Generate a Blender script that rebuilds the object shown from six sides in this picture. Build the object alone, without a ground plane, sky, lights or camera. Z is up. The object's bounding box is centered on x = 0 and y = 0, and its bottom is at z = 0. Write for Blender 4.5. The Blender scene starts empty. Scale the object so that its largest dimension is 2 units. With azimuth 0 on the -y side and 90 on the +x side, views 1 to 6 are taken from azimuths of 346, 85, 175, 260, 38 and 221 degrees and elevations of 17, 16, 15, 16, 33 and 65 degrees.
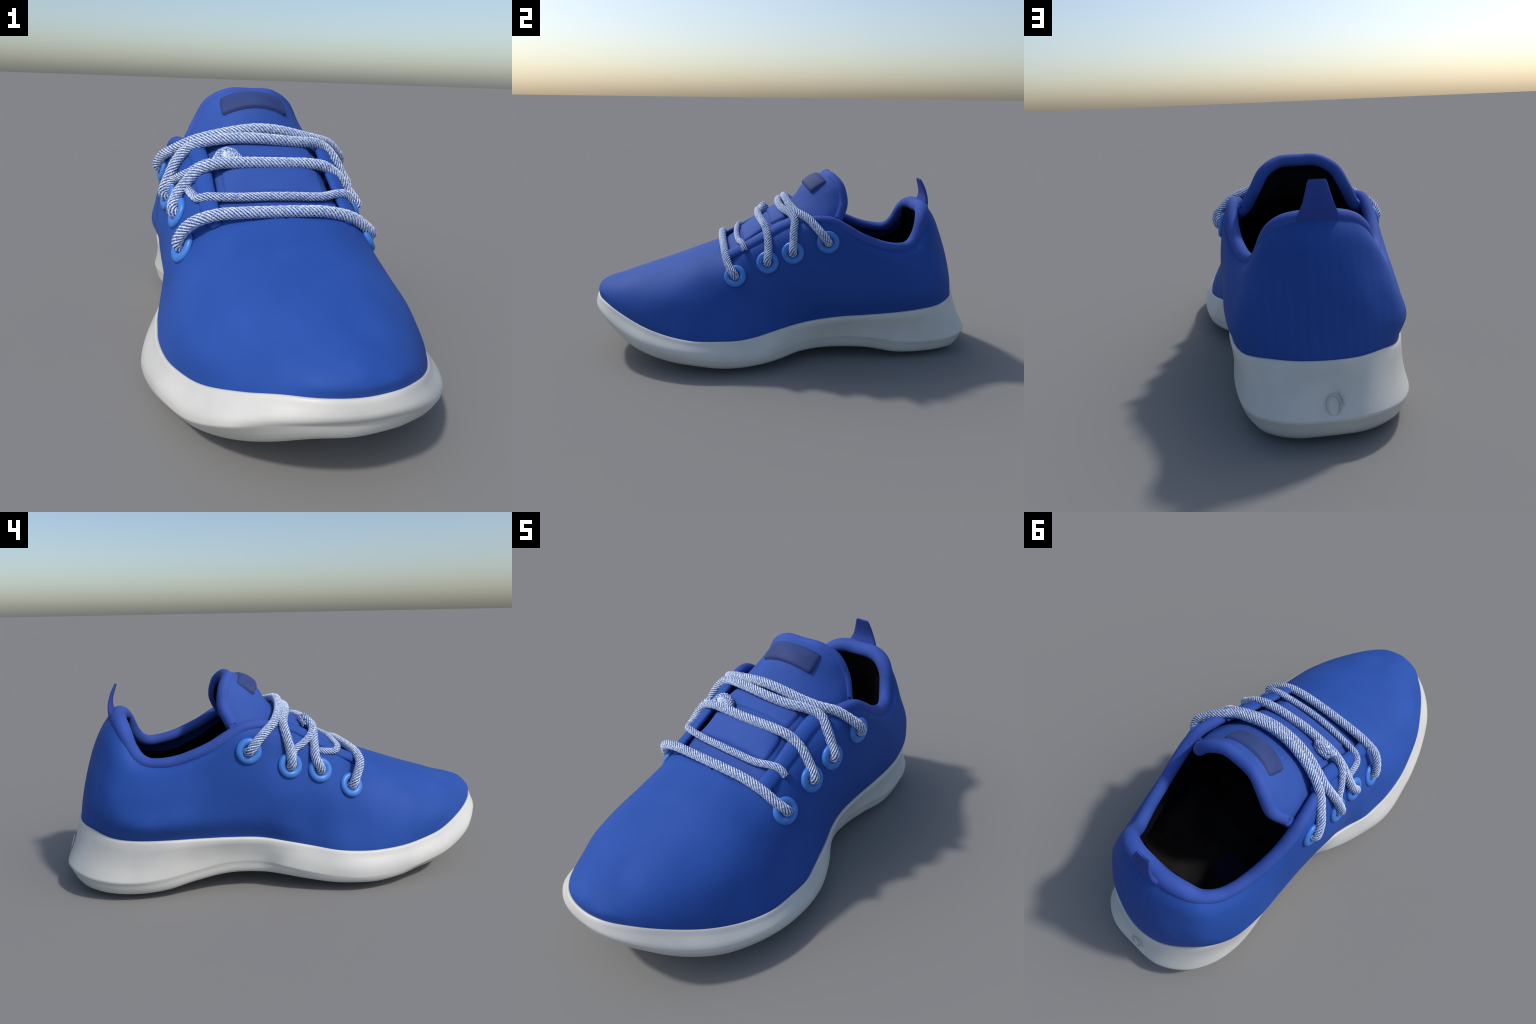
"""A blue knitted running shoe with a pale foam sole, built part by part."""
import bpy, math, random
import numpy as np
from mathutils import Vector, Matrix

random.seed(7)
A = np.array

# ------------------------------------------------------------------ helpers
def hermite(P, k, closed=False, end_tan=None):
    """Smooth curve through control points P (n,3): k samples per span,
    non-uniform Catmull-Rom (chord^0.5 knots)."""
    P = A(P, float)
    n = len(P)
    if closed:
        Q = np.vstack([P[-1:], P, P[:2]])
    else:
        Q = np.vstack([2 * P[:1] - P[1:2], P, 2 * P[-1:] - P[-2:-1]])
        if end_tan is not None:
            Q[-1] = end_tan
    d = np.maximum(np.linalg.norm(np.diff(Q, axis=0), axis=1), 1e-6) ** 0.5
    t = np.r_[0, np.cumsum(d)]
    V = (Q[1:] - Q[:-1]) / d[:, None]
    M = (V[:-1] * d[1:, None] + V[1:] * d[:-1, None]) / (d[:-1] + d[1:])[:, None]
    out = []
    spans = n if closed else n - 1
    for i in range(spans):
        p0, p1, m0, m1, h = Q[i + 1], Q[i + 2], M[i], M[i + 1], d[i + 1]
        s = np.linspace(0, 1, k, endpoint=False)[:, None]
        out.append((2*s**3-3*s**2+1)*p0 + (s**3-2*s**2+s)*h*m0 + (-2*s**3+3*s**2)*p1 + (s**3-s**2)*h*m1)
    out = np.vstack(out)
    if not closed:
        out = np.vstack([out, P[-1:]])
    return out

def resample(P, n):
    L = np.r_[0, np.cumsum(np.linalg.norm(np.diff(P, axis=0), axis=1))]
    t = np.linspace(0, L[-1], n)
    return np.stack([np.interp(t, L, P[:, i]) for i in range(3)], -1)

def grid_faces(nu, nv, close_u=False, close_v=False, flip=False):
    f = []
    for i in range(nu if close_u else nu - 1):
        for j in range(nv if close_v else nv - 1):
            a, b = i * nv + j, ((i + 1) % nu) * nv + j
            c, d = ((i + 1) % nu) * nv + (j + 1) % nv, i * nv + (j + 1) % nv
            f.append((a, d, c, b) if flip else (a, b, c, d))
    return f

def add_mesh(name, verts, faces, mats, parent, smooth=True, merge=0.0, origin=None):
    me = bpy.data.meshes.new(name)
    verts = A(verts, float)
    me.from_pydata([tuple(v) for v in verts], [], faces)
    if merge:
        import bmesh
        bm = bmesh.new(); bm.from_mesh(me)
        bmesh.ops.remove_doubles(bm, verts=bm.verts, dist=merge)
        bmesh.ops.recalc_face_normals(bm, faces=bm.faces)
        bm.to_mesh(me); bm.free()
    for m in mats:
        me.materials.append(m)
    if smooth:
        me.polygons.foreach_set('use_smooth', [True] * len(me.polygons))
    me.update()
    ob = bpy.data.objects.new(name, me)
    bpy.context.scene.collection.objects.link(ob)
    if parent:
        ob.parent = parent
    return ob

def frames(P, closed=False):
    """rotation-minimising frames along a polyline"""
    n = len(P)
    T = np.gradient(P, axis=0)
    if closed:
        T = np.roll(P, -1, 0) - np.roll(P, 1, 0)
    T /= np.maximum(np.linalg.norm(T, axis=1, keepdims=True), 1e-9)
    N = np.zeros_like(P)
    ref = A([0, 0, 1.0])
    if abs(T[0] @ ref) > .9:
        ref = A([1.0, 0, 0])
    v = ref - (ref @ T[0]) * T[0]
    N[0] = v / np.linalg.norm(v)
    for i in range(1, n):
        v = N[i-1] - (N[i-1] @ T[i]) * T[i]
        N[i] = v / np.linalg.norm(v)
    return T, N, np.cross(T, N)

def tube(P, rad, sides, caps=True, N=None, B=None, flat=1.0):
    """swept tube; rad scalar or per point; flat squeezes along N"""
    P = A(P, float)
    n = len(P)
    rad = np.broadcast_to(A(rad, float), (n,))
    if N is None:
        _, N, B = frames(P)
    a = np.linspace(0, 2*np.pi, sides, endpoint=False)
    V = P[:, None] + rad[:, None, None] * (np.cos(a)[None, :, None] * N[:, None] * flat + np.sin(a)[None, :, None] * B[:, None])
    V = V.reshape(-1, 3)
    F = grid_faces(n, sides, close_v=True)
    if caps:
        V = np.vstack([V, P[0], P[-1]])
        c0, c1 = n*sides, n*sides+1
        for j in range(sides):
            F.append((c0, j, (j+1) % sides))
            F.append((c1, (n-1)*sides + (j+1) % sides, (n-1)*sides + j))
    return V, F

# ---------------------------------------------------------------- materials
def material(name, build):
    m = bpy.data.materials.new(name)
    m.use_nodes = True
    nt = m.node_tree
    bs = nt.nodes['Principled BSDF']
    build(nt, bs)
    return m

def node(nt, kind, **kw):
    n = nt.nodes.new(kind)
    for k, v in kw.items():
        if k in n.inputs:
            n.inputs[k].default_value = v
        else:
            setattr(n, k, v)
    return n

def noise_mix(nt, scale, c1, c2, lo=.35, hi=.65, detail=3, coord=None):
    tc = coord or node(nt, 'ShaderNodeTexCoord').outputs['Object']
    nz = node(nt, 'ShaderNodeTexNoise', Scale=scale, Detail=detail)
    nt.links.new(tc, nz.inputs['Vector'])
    cr = node(nt, 'ShaderNodeValToRGB')
    cr.color_ramp.elements[0].position, cr.color_ramp.elements[0].color = lo, (*c1, 1)
    cr.color_ramp.elements[1].position, cr.color_ramp.elements[1].color = hi, (*c2, 1)
    nt.links.new(nz.outputs['Fac'], cr.inputs['Fac'])
    return cr.outputs['Color'], tc

def bump(nt, bs, tc, scale, strength, dist=.002, kind='noise'):
    if kind == 'noise':
        t = node(nt, 'ShaderNodeTexNoise', Scale=scale, Detail=4)
        out = t.outputs['Fac']
    else:
        t = node(nt, 'ShaderNodeTexVoronoi', Scale=scale)
        out = t.outputs['Distance']
    nt.links.new(tc, t.inputs['Vector'])
    b = node(nt, 'ShaderNodeBump', Strength=strength, Distance=dist)
    nt.links.new(out, b.inputs['Height'])
    nt.links.new(b.outputs['Normal'], bs.inputs['Normal'])

def fabric(name, c1, c2, scale, rough=.8, grain=260, strength=.25, sheen=.0, spec=.25, lo=.35, hi=.65):
    def f(nt, bs):
        col, tc = noise_mix(nt, scale, c1, c2, lo, hi)
        nt.links.new(col, bs.inputs['Base Color'])
        bs.inputs['Roughness'].default_value = rough
        bs.inputs['Specular IOR Level'].default_value = spec
        bs.inputs['Sheen Weight'].default_value = sheen
        bs.inputs['Sheen Roughness'].default_value = .5
        bs.inputs['Sheen Tint'].default_value = (.5, .6, 1, 1)
        bump(nt, bs, tc, grain, strength)
    return material(name, f)

BLUE1, BLUE2 = (.0175, .067, .305), (.023, .079, .350)
def upper_material(nt, bs):
    col, tc = noise_mix(nt, 4, BLUE1, BLUE2)
    # faint knitted ribs running up the heel counter
    wave = node(nt, 'ShaderNodeTexWave', Scale=8, Distortion=2.0, Detail=1)
    wave.bands_direction = 'X'
    nt.links.new(tc, wave.inputs['Vector'])
    sep = node(nt, 'ShaderNodeSeparateXYZ')
    nt.links.new(tc, sep.inputs['Vector'])
    mask = node(nt, 'ShaderNodeMapRange')
    for k, v in (('From Min', .70), ('From Max', .84), ('To Min', 0), ('To Max', .22)):
        mask.inputs[k].default_value = v
    nt.links.new(sep.outputs['Y'], mask.inputs['Value'])
    mul = node(nt, 'ShaderNodeMath', operation='MULTIPLY')
    nt.links.new(wave.outputs['Fac'], mul.inputs[0]); nt.links.new(mask.outputs['Result'], mul.inputs[1])
    mix = node(nt, 'ShaderNodeMix', data_type='RGBA')
    nt.links.new(mul.outputs['Value'], mix.inputs['Factor'])
    nt.links.new(col, mix.inputs[6])
    mix.inputs[7].default_value = (.012, .055, .25, 1)
    nt.links.new(mix.outputs[2], bs.inputs['Base Color'])
    bs.inputs['Roughness'].default_value = .66
    bs.inputs['Specular IOR Level'].default_value = .16
    bump(nt, bs, tc, 230, .25)
M_upper = material('blue_knit', upper_material)
M_collar = fabric('blue_padded_knit', (.029, .072, .325), (.036, .083, .365), 9, .8, 320, .35)
M_tongue = fabric('blue_tongue_knit', (.024, .072, .315), (.029, .081, .35), 6, .75, 300, .25)
M_tab = fabric('navy_webbing', (.026, .055, .26), (.032, .064, .30), 20, .85, 300, .3)
M_label = fabric('slate_blue_label', (.026, .046, .160), (.032, .055, .185), 14, .7, 200, .15)
M_lining = fabric('black_lining', (.0035, .004, .008), (.008, .008, .011), 9, .9, 200, .3, spec=.1)
M_insole = fabric('charcoal_insole', (.006, .006, .007), (.016, .015, .015), 7, .9, 200, .3, spec=.1)
M_pad = fabric('navy_insole_print', (.004, .007, .03), (.006, .010, .04), 12, .9, 200, .2, spec=.1)
M_eyelet = fabric('bright_blue_rubber', (.035, .165, .54), (.050, .20, .62), 25, .38, 90, .05, spec=.4)  # base blue darkened toward the eyelets seen on the shadow side
M_sole = fabric('warm_white_foam', (.555, .55, .52), (.62, .615, .58), 5, .40, 120, .06, spec=.4)
M_mark = fabric('grey_mark', (.47, .465, .44), (.52, .515, .49), 30, .6, 120, .1)
M_core = fabric('blue_lace_core', (.028, .055, .21), (.05, .09, .27), 160, .85, 500, .3)
M_yarn = fabric('white_lace_yarn', (.25, .36, .60), (.64, .71, .83), 110, .85, 700, .4, lo=.36, hi=.56)
M_yarn2 = fabric('pale_blue_lace_yarn', (.04, .08, .28), (.30, .39, .60), 170, .85, 700, .4, lo=.40, hi=.62)

# ----------------------------------------------------------------- the shoe
shoe = bpy.data.objects.new('running_shoe', None)
bpy.context.scene.collection.objects.link(shoe)
shoe['label'] = 'blue low running shoe with white sole and speckled laces'
shoe['category'] = 'shoe'

def loop(right, left):
    """closed loop: toe tip, right side back to the heel, left side forward"""
    return A(right + left[::-1], float)

# feather line: where the upper meets the sole -------------------------------
F_R = [(0,-.988,.301),(.092,-.972,.300),(.178,-.915,.284),(.255,-.830,.252),(.33,-.72,.215),(.39,-.60,.190),
       (.425,-.48,.176),(.433,-.36,.174),(.430,-.26,.175),(.406,-.169,.183),(.378,-.06,.207),(.342,.05,.224),
       (.325,.15,.236),(.325,.27,.249),(.328,.40,.256),(.329,.55,.266),(.315,.68,.276),(.280,.785,.285),
       (.210,.868,.302),(.110,.914,.305),(0,.932,.307)]
F_L = [(-.092,-.974,.301),(-.172,-.924,.290),(-.245,-.845,.258),(-.325,-.715,.212),(-.371,-.595,.190),
       (-.398,-.49,.178),(-.411,-.36,.173),(-.408,-.27,.176),(-.400,-.183,.186),(-.370,-.08,.204),(-.348,.03,.226),
       (-.331,.142,.248),(-.327,.285,.259),(-.332,.42,.266),(-.340,.54,.272),(-.325,.665,.274),(-.280,.775,.280),
       (-.200,.862,.299),(-.110,.915,.304)]
# widest edge of the sole ------------------------------------------------------
E_R = [(0,-.988,.235),(.11,-.974,.232),(.21,-.925,.212),(.300,-.84,.175),(.385,-.72,.140),(.439,-.59,.118),
       (.466,-.46,.098),(.469,-.35,.085),(.462,-.25,.080),(.440,-.147,.083),(.400,-.05,.100),(.342,.05,.115),
       (.308,.16,.122),(.306,.29,.130),(.320,.42,.125),(.328,.58,.100),(.319,.72,.095),(.295,.838,.095),
       (.250,.930,.110),(.150,.990,.115),(.01,1.0,.113)]
E_L = [(-.11,-.977,.235),(-.20,-.938,.220),(-.290,-.866,.180),(-.364,-.738,.125),(-.419,-.583,.095),
       (-.442,-.48,.080),(-.463,-.36,.074),(-.462,-.27,.073),(-.440,-.17,.080),(-.403,-.045,.100),(-.367,.04,.115),
       (-.322,.13,.125),(-.310,.28,.132),(-.327,.44,.113),(-.348,.58,.096),(-.348,.70,.092),(-.318,.816,.097),
       (-.252,.917,.107),(-.138,.987,.115)]
# edge of the flat tread -------------------------------------------------------
G_R = [(0,-.968,.184),(.10,-.948,.178),(.19,-.885,.145),(.28,-.80,.104),(.360,-.70,.082),(.405,-.585,.060),
       (.435,-.46,.048),(.443,-.35,.036),(.440,-.25,.036),(.425,-.15,.044),(.385,-.05,.052),(.325,.05,.060),
       (.290,.16,.063),(.288,.28,.066),(.301,.41,.064),(.310,.57,.038),(.302,.70,.034),(.278,.81,.034),
       (.232,.902,.034),(.140,.955,.034),(.01,.965,.036)]
G_L = [(-.10,-.953,.182),(-.185,-.895,.145),(-.260,-.80,.096),(-.330,-.69,.062),(-.385,-.57,.056),
       (-.425,-.48,.050),(-.447,-.36,.042),(-.447,-.27,.044),(-.425,-.17,.045),(-.385,-.045,.058),(-.350,.04,.068),
       (-.312,.13,.074),(-.302,.28,.080),(-.317,.43,.064),(-.332,.56,.040),(-.328,.68,.032),(-.304,.797,.036),
       (-.240,.892,.040),(-.132,.950,.036)]
F, E, G = loop(F_R, F_L), loop(E_R, E_L), loop(G_R, G_L)

def horiz_out(P):
    """outward horizontal direction around a closed loop"""
    T = np.roll(P, -1, 0) - np.roll(P, 1, 0)
    n = np.stack([T[:, 1], -T[:, 0], 0 * T[:, 0]], -1)
    n /= np.linalg.norm(n, axis=1, keepdims=True)
    if ((P - P.mean(0)) * n).sum() < 0:
        n = -n
    return n

K = 10
Fd, Ed, Gd = (hermite(p, K, True) for p in (F, E, G))
nF = horiz_out(Fd)
nE = horiz_out(Ed)
up = A([0, 0, 1.0])
fore = 1 / (1 + np.exp((Ed[:, 1] + .0) / .12))[:, None]       # 1 in the forefoot, 0 at the heel

# ------------------------------------------------------------------- sole
lip = Fd + nF * .010 - up * .012
def side(t, bulge):
    return lip * (1 - t) + Ed * t + nE * bulge
cen = A([0.0, 0.0, 0.0])
spine = np.stack([Gd[:, 0] * .0, np.clip(Gd[:, 1] * .9, -.8, .8), np.interp(Gd[:, 1], [-1, -.9, -.8, -.62, -.5, -.05, .2, .5, .62, .8, 1], [.16, .12, .07, .015, 0, 0, .05, .01, 0, 0, .02])], -1)
rings = [Fd - nF * .018 - up * .05, Fd - nF * .012 - up * .012, Fd + nF * .001 + up * .001, Fd + nF * .006 - up * .003, lip,
         side(.2, .004 * fore - .004 * (1 - fore)), side(.4, .010 * fore - .006 * (1 - fore)),
         side(.6, .012 * fore - .006 * (1 - fore)), side(.8, .008 * fore - .003 * (1 - fore)), side(.95, .002), Ed + nE * .003 * (1 - fore),
         Ed * .9 + Gd * .1 + nE * .001, Ed * .6 + Gd * .4 + nE * .004, Ed * .25 + Gd * .75 + nE * .004, Gd,
         Gd - nE * .012 - up * .006, Gd * .97 + spine * .03 - nE * .02 - up * .012, Gd * .8 + spine * .2, Gd * .5 + spine * .5, spine]
rings = [A(r) for r in rings]
for r in rings:
    r[:, 2] = np.maximum(r[:, 2], 0.0)
nr, nu = len(rings), len(Fd)
V = np.stack(rings, 1).reshape(-1, 3)
sole = add_mesh('sole', V, grid_faces(nu, nr, close_u=True), [M_sole], shoe, merge=1e-5)

# ------------------------------------------------------------------ upper
# profiles from the feather line up to the ridge / throat / collar (right side)
U = [  # y-ish stations: P1..P4 and top T
 ((0,-.990,.325),(0,-.980,.348),(0,-.955,.368),(0,-.915,.382),(0,-.88,.391)),
 ((.090,-.972,.328),(.080,-.955,.350),(.060,-.925,.371),(.030,-.89,.387),(0,-.855,.397)),
 ((.170,-.912,.318),(.148,-.893,.352),(.105,-.867,.378),(.05,-.84,.396),(0,-.815,.408)),
 ((.246,-.825,.303),(.210,-.81,.355),(.148,-.79,.394),(.07,-.77,.417),(0,-.75,.427)),
 ((.325,-.715,.282),(.278,-.705,.354),(.198,-.69,.411),(.10,-.675,.443),(0,-.66,.455)),
 ((.385,-.595,.262),(.333,-.59,.358),(.242,-.575,.430),(.125,-.565,.475),(0,-.555,.492)),
 ((.415,-.475,.267),(.358,-.47,.373),(.270,-.46,.459),(.145,-.45,.512),(0,-.445,.530)),
 ((.420,-.36,.268),(.366,-.365,.393),(.285,-.365,.480),(.165,-.36,.538),(0,-.345,.558)),
 ((.415,-.26,.280),(.372,-.27,.410),(.315,-.285,.490),(.250,-.30,.535),(.185,-.315,.555)),
 ((.405,-.17,.290),(.380,-.18,.415),(.335,-.19,.510),(.285,-.21,.570),(.235,-.225,.592)),
 ((.390,-.06,.300),(.382,-.07,.435),(.340,-.08,.550),(.290,-.095,.625),(.235,-.11,.662)),
 ((.374,.05,.320),(.382,.04,.460),(.345,.02,.590),(.300,.005,.672),(.240,-.01,.715)),
 ((.370,.15,.340),(.382,.14,.490),(.352,.125,.620),(.315,.105,.705),(.262,.09,.748)),
 ((.372,.265,.350),(.380,.255,.490),(.358,.24,.620),(.330,.22,.705),(.292,.205,.752)),
 ((.372,.40,.350),(.372,.395,.450),(.352,.38,.555),(.330,.365,.620),(.298,.355,.650)),
 ((.366,.55,.345),(.362,.545,.430),(.338,.535,.510),(.310,.53,.560),(.270,.525,.590)),
 ((.345,.685,.350),(.332,.675,.430),(.305,.66,.510),(.275,.650,.565),(.228,.645,.610)),
 ((.295,.785,.360),(.285,.775,.460),(.258,.75,.550),(.230,.728,.630),(.188,.702,.712)),
 ((.214,.860,.380),(.200,.837,.480),(.179,.800,.600),(.162,.768,.692),(.136,.728,.767)),
 ((.114,.900,.390),(.110,.873,.500),(.098,.831,.625),(.090,.789,.718),(.066,.744,.781)),
 ((0,.917,.390),(0,.888,.505),(0,.846,.630),(0,.797,.725),(0,.748,.785)),
]
def mirrored(p):
    return tuple((-x, y, z) for x, y, z in p)
cols_R = U
cols_L = [mirrored(p) for p in U[1:-1]]
rails = [F - horiz_out(F) * .004 - up * .02, F - horiz_out(F) * .002]
for k in range(5):
    rails.append(loop([c[k] for c in cols_R], [c[k] for c in cols_L]))
# the last narrows a little on the inner (left) side of the forefoot
for k, w in ((2, .85), (3, .6), (4, .3)):
    d = F[:, 0] - loop(F_R, [(-x, y, z) for x, y, z in F_R[1:-1]])[:, 0]
    rails[k][:, 0] += w * d
# the wearer's outer side stands a little steeper than the inner one
W_R = {2: ([-.95, -.7, -.5, -.3, 0, .5, .75, .95], [0, .018, .032, .026, .018, .016, .008, 0]),
       3: ([-.95, -.7, -.5, -.3, .1, .5, .75, .95], [0, .018, .032, .030, .022, .016, .004, 0]),
       4: ([-.95, -.7, -.5, -.1, .15, .5, .75, .95], [0, .014, .022, .018, .012, .009, .005, 0]),
       5: ([-.95, -.5, -.1, .15, .5], [0, .012, .008, .001, .001])}
W_L = {2: ([-.95, -.7, -.45, -.17, -.06, .05, .3, .6], [0, .006, .012, .020, .018, .012, .010, .004]),
       3: ([-.95, -.7, -.3, -.1, .1, .5, .75, .95], [0, .010, .018, .018, .016, .016, .008, 0]),
       4: ([-.95, -.7, -.3, .0, .15, .5, .8], [0, .010, .015, .015, .012, .010, .004]),
       5: ([-.95, -.5, -.1, .15, .5], [0, .008, .006, .002, .001])}
for k in W_R:
    R = rails[k]
    R[:, 0] -= np.where(R[:, 0] > .02, np.interp(R[:, 1], *W_R[k]), np.where(R[:, 0] < -.02, -np.interp(R[:, 1], *W_L[k]), 0))
Rd = [hermite(r, K, True) for r in rails]            # each (nu,3)
nu = len(Rd[0])
KP = 6
prof = []
mirror_end = []
half = (len(U) - 1) * K
for i in range(nu):
    P = A([r[i] for r in Rd])
    T, P4 = P[-1], P[-2]
    et = None
    if abs(T[0]) < .02 and T[1] < 0:                 # vamp: run smoothly over the ridge
        et = A([-P4[0], P4[1], P4[2]]) * .9 + T * .1
    prof.append(hermite(P, KP, False, et))
prof = A(prof)                                       # (nu, nv, 3)
nv = prof.shape[1]
upper = add_mesh('upper', prof.reshape(-1, 3), grid_faces(nu, nv, close_u=True), [M_upper], shoe, merge=2e-4)
# normals of the shell, for eyelets and for the lining
dU = np.roll(prof, -1, 0) - np.roll(prof, 1, 0)
dV = np.gradient(prof, axis=1)
Nrm = np.cross(dU, dV)
Nrm /= np.maximum(np.linalg.norm(Nrm, axis=2, keepdims=True), 1e-9)
ctr = A([0, 0, .35])
if ((prof - ctr) * Nrm).sum() < 0:
    Nrm = -Nrm

# -------------------------------------------------------- lining and insole
th = np.linspace(.04, .072, nv)[None, :, None]
inner = prof - Nrm * th
inner = inner[:, 8:, :]
lining = add_mesh('lining', inner.reshape(-1, 3), grid_faces(nu, inner.shape[1], close_u=True, flip=True), [M_lining], shoe, merge=1e-4)
base = inner[:, 0, :]
floor_z = lambda y: np.interp(y, [-1, -.7, -.4, .1, .4, .6, .9], [.31, .27, .248, .248, .264, .276, .285])
ring0 = base.copy(); ring0[:, 2] = floor_z(base[:, 1])
ring1 = ring0.copy(); ring1[:, 0] *= .6; ring1[:, 1] *= .95; ring1[:, 2] -= .012
ring2 = ring0.copy(); ring2[:, 0] *= 0; ring2[:, 1] *= .9; ring2[:, 2] -= .015
ringm = base.copy()
V = np.stack([ringm, ring0, ring1, ring2], 1).reshape(-1, 3)
insole = add_mesh('insole', V, grid_faces(nu, 4, close_u=True, flip=True), [M_insole], shoe, merge=1e-4)

# printed patch on the insole
V = []
for a_ in np.linspace(-1, 1, 9):
    for b_ in np.linspace(-1, 1, 9):
        r_ = (abs(a_) ** 4 + abs(b_) ** 4) ** .25
        k_ = max(abs(a_), abs(b_)) / max(r_, 1e-6)
        x_, y_ = a_ * k_ * .085 - .10, b_ * k_ * .065 + .47
        V.append((x_, y_, floor_z(y_) - .0065 - .012 * (1 - min(1, abs(x_) / .17)) + .004))
add_mesh('insole_print', V, grid_faces(9, 9), [M_pad], insole)

# ------------------------------------------------------------ padded collar
c_right = [(.232,-.02,.700),(.248,.06,.722),(.268,.13,.732),(.284,.20,.730),(.290,.27,.702),(.287,.34,.664),(.278,.41,.633),
           (.264,.48,.608),(.247,.55,.595),(.226,.605,.594),(.204,.645,.610),(.186,.670,.645),(.172,.682,.678),(.150,.692,.710),(.113,.704,.737),(.06,.714,.750)]
c_right = [(x + .009, y + np.interp(y, [.66, .70], [0, .012]), z + .003 + np.interp(y, [.66, .69], [0, .004]) - np.interp(y, [.18, .30, .62, .69], [0, .014, .012, 0])) for x, y, z in c_right]
c_path = A(c_right + [(0,.728,.755)] + [(-x, y, z) for x, y, z in c_right[::-1]], float)
cp = hermite(c_path, 12)
n = len(cp)
s = np.abs(np.linspace(-1, 1, n))
rad = np.interp(s, [0, .15, .3, .5, .75, .88, 1], [.036, .035, .030, .0265, .028, .024, .010])
V, Fc = tube(cp, rad, 24)
collar = add_mesh('collar', V, Fc, [M_collar], shoe)

# ---------------------------------------------------------------- pull tab
# a folded loop of webbing standing on the heel
tab_c = hermite(A([(0,.752,.755),(0,.757,.785),(0,.758,.815),(0,.750,.850),(0,.738,.880),(0,.729,.900)]), 8)
tw = np.interp(tab_c[:, 2], [.755,.785,.82,.86,.89,.90], [.078,.072,.056,.044,.036,.030])
tt = np.interp(tab_c[:, 2], [.755,.785,.82,.87,.90], [.020,.015,.011,.009,.006])
V = []
T, N, B = frames(tab_c)
nb = 28
for i in range(len(tab_c)):
    a = np.linspace(0, 2*np.pi, nb, endpoint=False)
    cx, cy = np.cos(a), np.sin(a)
    sx = np.sign(cx) * np.abs(cx) ** .45 * tw[i]
    sy = np.sign(cy) * np.abs(cy) ** .45 * tt[i] * .8
    fw = A([0, T[i][2], -T[i][1]]) * -1
    V += [tab_c[i] + A([1, 0, 0]) * sx[j] + fw * sy[j] + A([-.004 * (i / len(tab_c)), 0, 0]) for j in range(nb)]
Ft = grid_faces(len(tab_c), nb, close_v=True)
Ft += [tuple(range(nb))[::-1], tuple((len(tab_c)-1)*nb + j for j in range(nb))]
tab = add_mesh('pull_tab', V, Ft, [M_tab], shoe)

# ------------------------------------------------------------------- tongue
TG = [  # across (centre to right edge), from the vamp up to the padded top
 [(0,-.37,.520),(.07,-.37,.518),(.13,-.37,.513),(.18,-.37,.502),(.205,-.37,.490)],
 [(0,-.25,.595),(.07,-.25,.593),(.13,-.25,.586),(.18,-.25,.580),(.205,-.25,.572)],
 [(0,-.14,.683),(.07,-.14,.680),(.13,-.14,.670),(.18,-.14,.645),(.205,-.14,.615)],
 [(0,-.05,.733),(.07,-.05,.730),(.13,-.05,.722),(.19,-.05,.700),(.215,-.05,.665)],
 [(0,.01,.768),(.07,.01,.765),(.14,.015,.752),(.198,.025,.717),(.245,.03,.68)],
 [(0,.055,.805),(.08,.06,.797),(.15,.075,.777),(.210,.10,.747),(.262,.115,.70)],
 [(0,.09,.862),(.08,.10,.848),(.15,.13,.815),(.210,.165,.775),(.266,.165,.712)],
 [(0,.14,.912),(.08,.152,.898),(.15,.18,.855),(.205,.205,.803),(.264,.195,.718)],
 [(0,.225,.938),(.088,.230,.933),(.165,.256,.890),(.212,.270,.815),(.254,.240,.738)],
]
TGf = [hermite(A([(-x, y, z) for x, y, z in r[:0:-1]] + r), 8) for r in TG]
TGf = A(TGf)                                          # (9, nt, 3)
nt_ = TGf.shape[1]
tong = A([hermite(TGf[:, j], 8) for j in range(nt_)]).transpose(1, 0, 2)   # (ns, nt, 3)
ns = tong.shape[0]
du, dv = np.gradient(tong, axis=0), np.gradient(tong, axis=1)
tn = np.cross(dv, du); tn /= np.linalg.norm(tn, axis=2, keepdims=True)
if tn[..., 2].mean() < 0:
    tn = -tn
under = tong - tn * np.interp(np.arange(ns), [0, 30, ns - 14, ns - 1], [.05, .064, .064, .044])[:, None, None]
V = np.vstack([tong.reshape(-1, 3)])
tongue = add_mesh('tongue', V, grid_faces(ns, nt_), [M_tongue], shoe)
tl = add_mesh('tongue_lining', under.reshape(-1, 3), grid_faces(ns, nt_, flip=True), [M_lining], shoe)
edge = hermite(tong[-1] - tn[-1] * .020, 2)
ext = A([(.272,.222,.690)])
edge = np.vstack([ext * [-1, 1, 1], edge, ext])
V, Fr = tube(hermite(edge, 2), .026, 20)
rim = add_mesh('tongue_rim', V, Fr, [M_collar], shoe)

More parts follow.
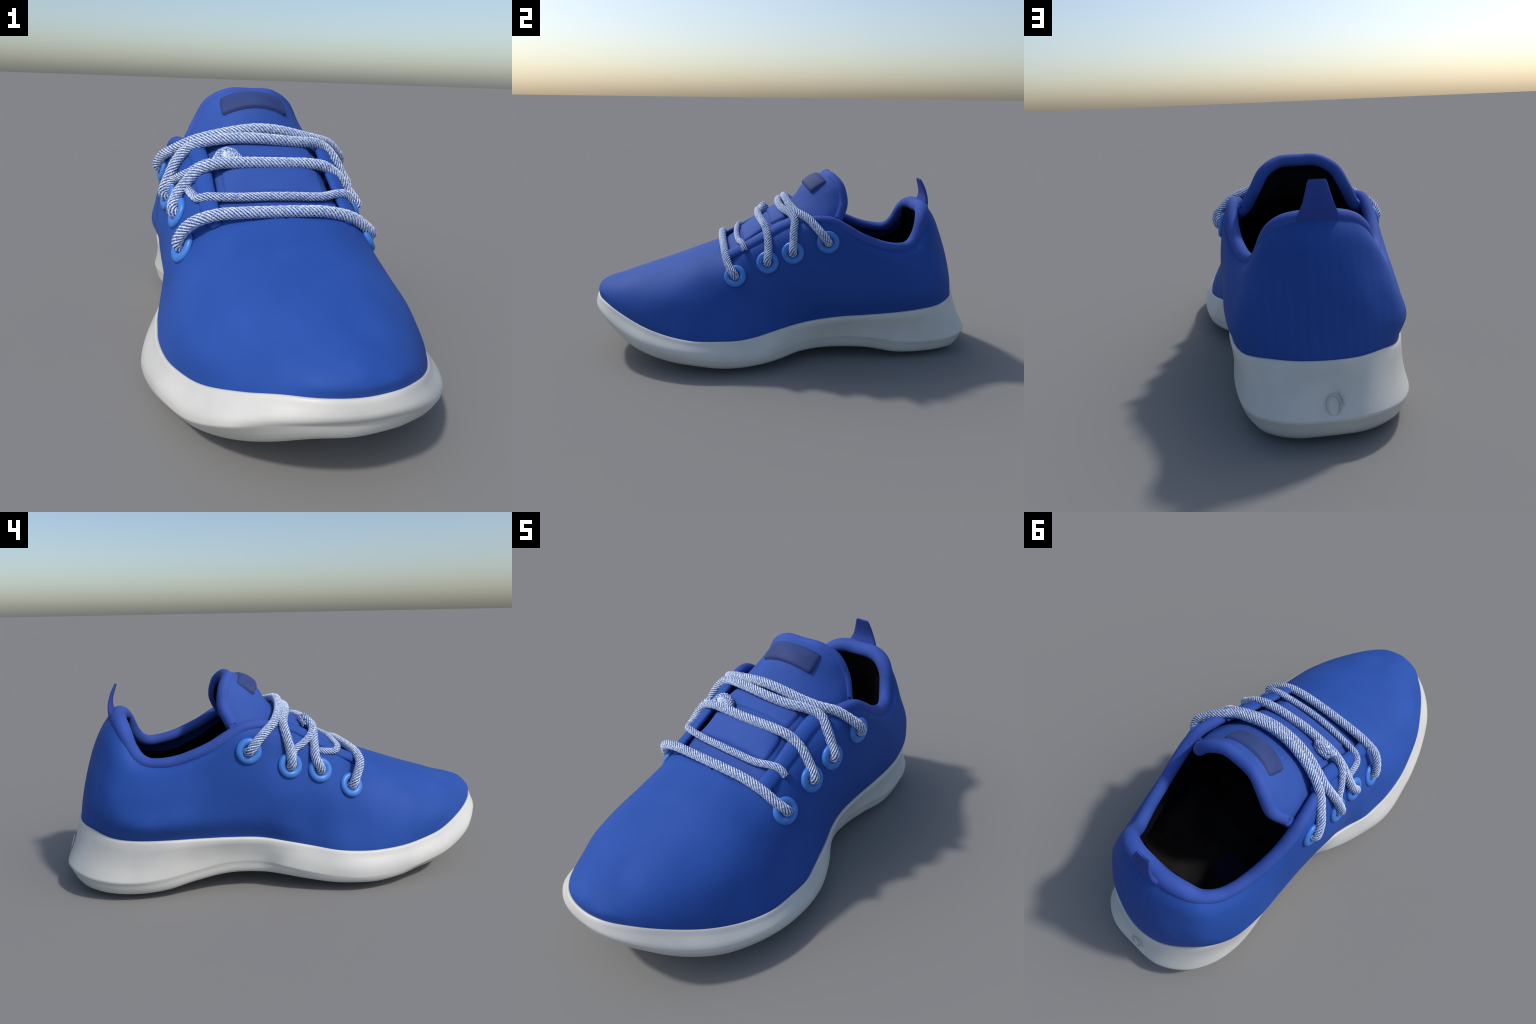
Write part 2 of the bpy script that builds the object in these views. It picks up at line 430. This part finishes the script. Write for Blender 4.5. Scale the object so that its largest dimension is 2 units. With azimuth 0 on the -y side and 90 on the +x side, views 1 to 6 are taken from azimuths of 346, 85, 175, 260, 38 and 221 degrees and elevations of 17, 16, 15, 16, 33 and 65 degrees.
# label sewn on the tongue: a raised slab that follows it
def slab(name, s0, s1, x0, x1, lift0, lift1, mat, parent):
    ss = np.linspace(s0, s1, 14); xs = np.linspace(x0, x1, 36)
    top, bot = [], []
    for a_, s_ in enumerate(ss):
        i = min(int(s_), ns - 2); f = s_ - i
        row = tong[i] * (1-f) + tong[i+1] * f
        nr_ = tn[i] * (1-f) + tn[i+1] * f
        for b_, x_ in enumerate(xs):
            # round the corners by pulling the ends in
            e = abs(2 * a_ / 13 - 1) ** 6
            xx = x_ * (1 - .08 * e)
            p = A([np.interp(xx, row[:, 0], row[:, k]) for k in range(3)])
            q = A([np.interp(xx, row[:, 0], nr_[:, k]) for k in range(3)])
            l = lift0 + (lift1 - lift0) * a_ / 13
            border = min(a_, 13 - a_, b_, 35 - b_)
            l2 = l * (.0 if border == 0 else (.75 if border == 1 else 1.0))
            top.append(p + q * (l2 if border else -.004))
    return add_mesh(name, A(top), grid_faces(14, 36, flip=True), [mat], parent)
label = slab('tongue_label', 49.5, 60.5, -.128, .125, .014, .007, M_label, tongue)

# quilted panels of the tongue that show between the lace rows
for s0, s1, lift in ((9.5, 18.0, .011), (20.5, 29.5, .010)):
    slab('tongue_panel', s0, s1, -.178, .178, lift, lift, M_tongue, tongue)

# ------------------------------------------------- throat facings (eyestays)
fac = A([(.222,-.325,.530),(.230,-.29,.558),(.233,-.235,.584),(.233,-.17,.622),(.232,-.10,.663),(.233,-.03,.702),(.240,.03,.727),(.250,.08,.735)])
for sgn in (1, -1):
    p = hermite(fac * [sgn, 1, 1], 10)
    T, _, _ = frames(p)
    out = np.tile(A([sgn * .45, -.25, .86]), (len(p), 1))
    out -= (out * T).sum(1, keepdims=True) * T
    out /= np.linalg.norm(out, axis=1, keepdims=True)
    B = np.cross(T, out)
    r = np.interp(np.linspace(0, 1, len(p)), [0, .1, .8, 1], [.015, .031, .033, .02])
    V, Fx = tube(p, r, 20, N=out, B=B, flat=.5)
    add_mesh('throat_facing', V, Fx, [M_upper], shoe)

# ------------------------------------------------------------------ eyelets
flatP, flatN = prof.reshape(-1, 3), Nrm.reshape(-1, 3)
eye_pos = [(.324,-.276,.469),(.327,-.113,.532),(.336,.009,.580),(.351,.176,.642),
           (-.332,-.273,.461),(-.330,-.121,.532),(-.336,.014,.569),(-.362,.188,.645)]
def ring_mesh(R=.039, r=.0165, n=48, m=16):
    V = []
    for i in range(n):
        a = 2*math.pi*i/n
        for j in range(m):
            b = 2*math.pi*j/m
            q = R + r*math.cos(b)
            V.append((q*math.cos(a), q*math.sin(a), .75*r*math.sin(b)))
    return V, grid_faces(n, m, close_u=True, close_v=True)
eye_mesh = None
eyelets = []
for p in eye_pos:
    p = A(p)
    k = ((flatP - p) ** 2).sum(1)
    near = k.argsort()[:12]
    q = flatP[near[0]]
    nn = flatN[near].mean(0); nn /= np.linalg.norm(nn)
    if eye_mesh is None:
        V, Fe = ring_mesh()
        ob = add_mesh('eyelet', V, Fe, [M_eyelet], shoe)
        eye_mesh = ob.data
    else:
        ob = bpy.data.objects.new('eyelet', eye_mesh)
        bpy.context.scene.collection.objects.link(ob); ob.parent = shoe
    ob.matrix_world = Matrix.Translation(Vector(q + nn * .003)) @ Vector(nn).to_track_quat('Z', 'Y').to_matrix().to_4x4()
    eyelets.append((q, nn))

# -------------------------------------------------------------------- laces
def into(i, depth=.03):
    q, nn = eyelets[i]
    return q - nn * depth
def outof(i, h=.018):
    q, nn = eyelets[i]
    return q + nn * h
R1, R2, R3, R4, L1, L2, L3, L4 = range(8)
laces = [
 # first row over the vamp
 [into(L1), outof(L1), (-.325,-.295,.510), (-.29,-.318,.548), (-.225,-.325,.570), (-.142,-.328,.576), (-.05,-.328,.577), (.047,-.326,.577),
  (.145,-.322,.572), (.235,-.315,.550), (.295,-.30,.512), outof(R1), into(R1)],
 # thin strand on the tongue, turning back under the facing
 [(.272,-.222,.585), (.258,-.226,.604), (.236,-.230,.613), (.203,-.237,.613), (.15,-.246,.607), (.05,-.253,.611), (-.04,-.252,.612), (-.13,-.246,.609), (-.20,-.238,.609),
  (-.240,-.228,.608), (-.264,-.208,.600), (-.276,-.165,.604), (-.284,-.12,.612)],
 # second row
 [into(L2), outof(L2), (-.322,-.105,.590), (-.285,-.108,.640), (-.243,-.115,.680), (-.19,-.125,.700), (-.10,-.132,.705), (-.02,-.135,.705), (.06,-.131,.703), (.14,-.124,.700),
  (.205,-.115,.688), (.262,-.108,.648), (.305,-.108,.595), outof(R2), into(R2)],
 # short link from the second row back to the third eyelet
 [(-.205,-.120,.705), (-.240,-.110,.692), (-.272,-.085,.668), (-.298,-.05,.648), (-.320,-.012,.628), outof(L3, .020)],
 # third row, lower strand
 [into(L3), outof(L3, .020), (-.335,.012,.640), (-.305,.022,.695), (-.265,.025,.735), (-.215,.012,.757), (-.14,-.012,.772), (-.05,-.027,.777), (.04,-.030,.772), (.126,-.018,.764),
  (.205,.010,.757), (.255,.025,.735), (.290,.018,.695), (.322,.012,.640), outof(R3), into(R3)],
 # third row, upper strand
 [into(L4), outof(L4, .020), (-.350,.148,.690), (-.318,.112,.715), (-.285,.078,.737), (-.24,.050,.760), (-.146,.020,.787), (-.037,.004,.806), (.04,.004,.804), (.10,.010,.794),
  (.16,.022,.780), (.225,.042,.766), (.285,.085,.748), (.335,.122,.712), (.365,.150,.680), outof(R4), into(R4)],
]
lace_r = [.0195, .0145, .0195, .0150, .0195, .0195]

def helix_strands(P, N, B, r, starts, pitch, hand, sr, s_len, wob):
    """yarns laid round a core: returns joined verts/faces"""
    V, Fs, off = [], [], 0
    L = s_len[-1]
    m = int(L / pitch * 22)
    t = np.linspace(0, L, m)
    C = np.stack([np.interp(t, s_len, P[:, i]) for i in range(3)], -1)
    Nn = np.stack([np.interp(t, s_len, N[:, i]) for i in range(3)], -1)
    Bn = np.stack([np.interp(t, s_len, B[:, i]) for i in range(3)], -1)
    rr = np.interp(t, s_len, r)
    for k in range(starts):
        ph = 2*np.pi*k/starts + hand * 2*np.pi*t/pitch
        # over-under with the yarns of the other hand
        w = rr * (1 + wob * np.cos(starts * (2 * np.pi * t / pitch) + np.pi * k))
        d = np.cos(ph)[:, None]*Nn + np.sin(ph)[:, None]*Bn
        c = C + d * w[:, None]
        tan = np.gradient(c, axis=0); tan /= np.linalg.norm(tan, axis=1, keepdims=True)
        bb = np.cross(tan, d); bb /= np.maximum(np.linalg.norm(bb, axis=1, keepdims=True), 1e-9)
        for a in (0, 1.05, 2.09, 3.14, 4.19, 5.24):
            pass
        a = np.linspace(0, 2*np.pi, 6, endpoint=False)
        v = c[:, None] + sr * (np.cos(a)[None, :, None]*bb[:, None]*1.25 + np.sin(a)[None, :, None]*d[:, None]*.8)
        V.append(v.reshape(-1, 3))
        Fs += [tuple(x + off for x in f) for f in grid_faces(m, 6, close_v=True)]
        off += m * 6
    return np.vstack(V), Fs

for pts, r0 in zip(laces, lace_r):
    p = hermite(A([tuple(q) for q in pts]), 14)
    Ltot = np.linalg.norm(np.diff(p, axis=0), axis=1).sum()
    p = resample(p, int(Ltot / .006))
    s_len = np.r_[0, np.cumsum(np.linalg.norm(np.diff(p, axis=0), axis=1))]
    T, N, B = frames(p)
    rr = np.full(len(p), r0)
    V, Fl = tube(p, rr * .88, 16)
    lace = add_mesh('lace', V, Fl, [M_core], shoe)
    V, Fl = helix_strands(p, N, B, rr * .91, 8, .105, 1, r0 * .135, s_len, .045)
    y = add_mesh('yarn', V, Fl, [M_yarn], lace); y['kind'] = 'stuff'
    V, Fl = helix_strands(p, N, B, rr * .86, 8, .105, -1, r0 * .12, s_len, .045)
    y = add_mesh('yarn', V, Fl, [M_yarn2], lace); y['kind'] = 'stuff'

# knot at the end of the second row
def blob(name, c, rx, ry, rz, mats, parent, rot=0):
    V, n, m = [], 24, 14
    for i in range(m + 1):
        th_ = math.pi * i / m
        for j in range(n):
            a = 2*math.pi*j/n
            x, y_, z = rx*math.sin(th_)*math.cos(a), ry*math.sin(th_)*math.sin(a), rz*math.cos(th_)
            V.append((c[0] + x*math.cos(rot) - y_*math.sin(rot), c[1] + x*math.sin(rot) + y_*math.cos(rot), c[2] + z))
    return add_mesh(name, V, grid_faces(m + 1, n, close_v=True), mats, parent, merge=1e-5)
knot = blob('lace_knot', (-.148, -.106, .716), .036, .022, .028, [M_yarn], shoe, .2)
for turn in ([(-.190,-.118,.704),(-.172,-.104,.728),(-.148,-.098,.737),(-.124,-.100,.727),(-.106,-.118,.704)],
             [(-.178,-.098,.704),(-.164,-.090,.722),(-.146,-.087,.727),(-.128,-.090,.718),(-.116,-.102,.700)]):
    c = resample(hermite(A(turn), 12), 40)
    s_len = np.r_[0, np.cumsum(np.linalg.norm(np.diff(c, axis=0), axis=1))]
    T, N, B = frames(c)
    rr = np.full(len(c), .017)
    V, Fl = tube(c, rr * .88, 16)
    add_mesh('knot_turn', V, Fl, [M_core], knot)
    for hand, mt in ((1, M_yarn), (-1, M_yarn2)):
        V, Fl = helix_strands(c, N, B, rr * .88, 8, .10, hand, .0027, s_len, .05)
        y = add_mesh('yarn', V, Fl, [mt], knot); y['kind'] = 'stuff'

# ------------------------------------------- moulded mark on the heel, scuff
def wall_y(z):
    return np.interp(z, [.10, .117, .16, .22, .295], [.998, 1.0, .988, .968, .944])
def mark_curve(pts):
    c = hermite(A([(x, wall_y(z) - .0018, z) for x, z in pts]), 8)
    return tube(c, np.interp(np.linspace(0, 1, len(c)), [0, .2, .8, 1], [.0012, .0032, .0032, .0012]), 8)
MX, MZ = -.005, .165
oval = [(MX + .024 * math.sin(a), MZ + .034 * math.cos(a)) for a in np.linspace(-3.0, 2.9, 14)]
stroke = [(MX - .018, MZ + .048), (MX - .030, MZ + .025), (MX - .037, MZ - .004)]
for pts in (oval, stroke):
    V, Fm = mark_curve(pts)
    add_mesh('heel_mark', V, Fm, [M_mark], sole)
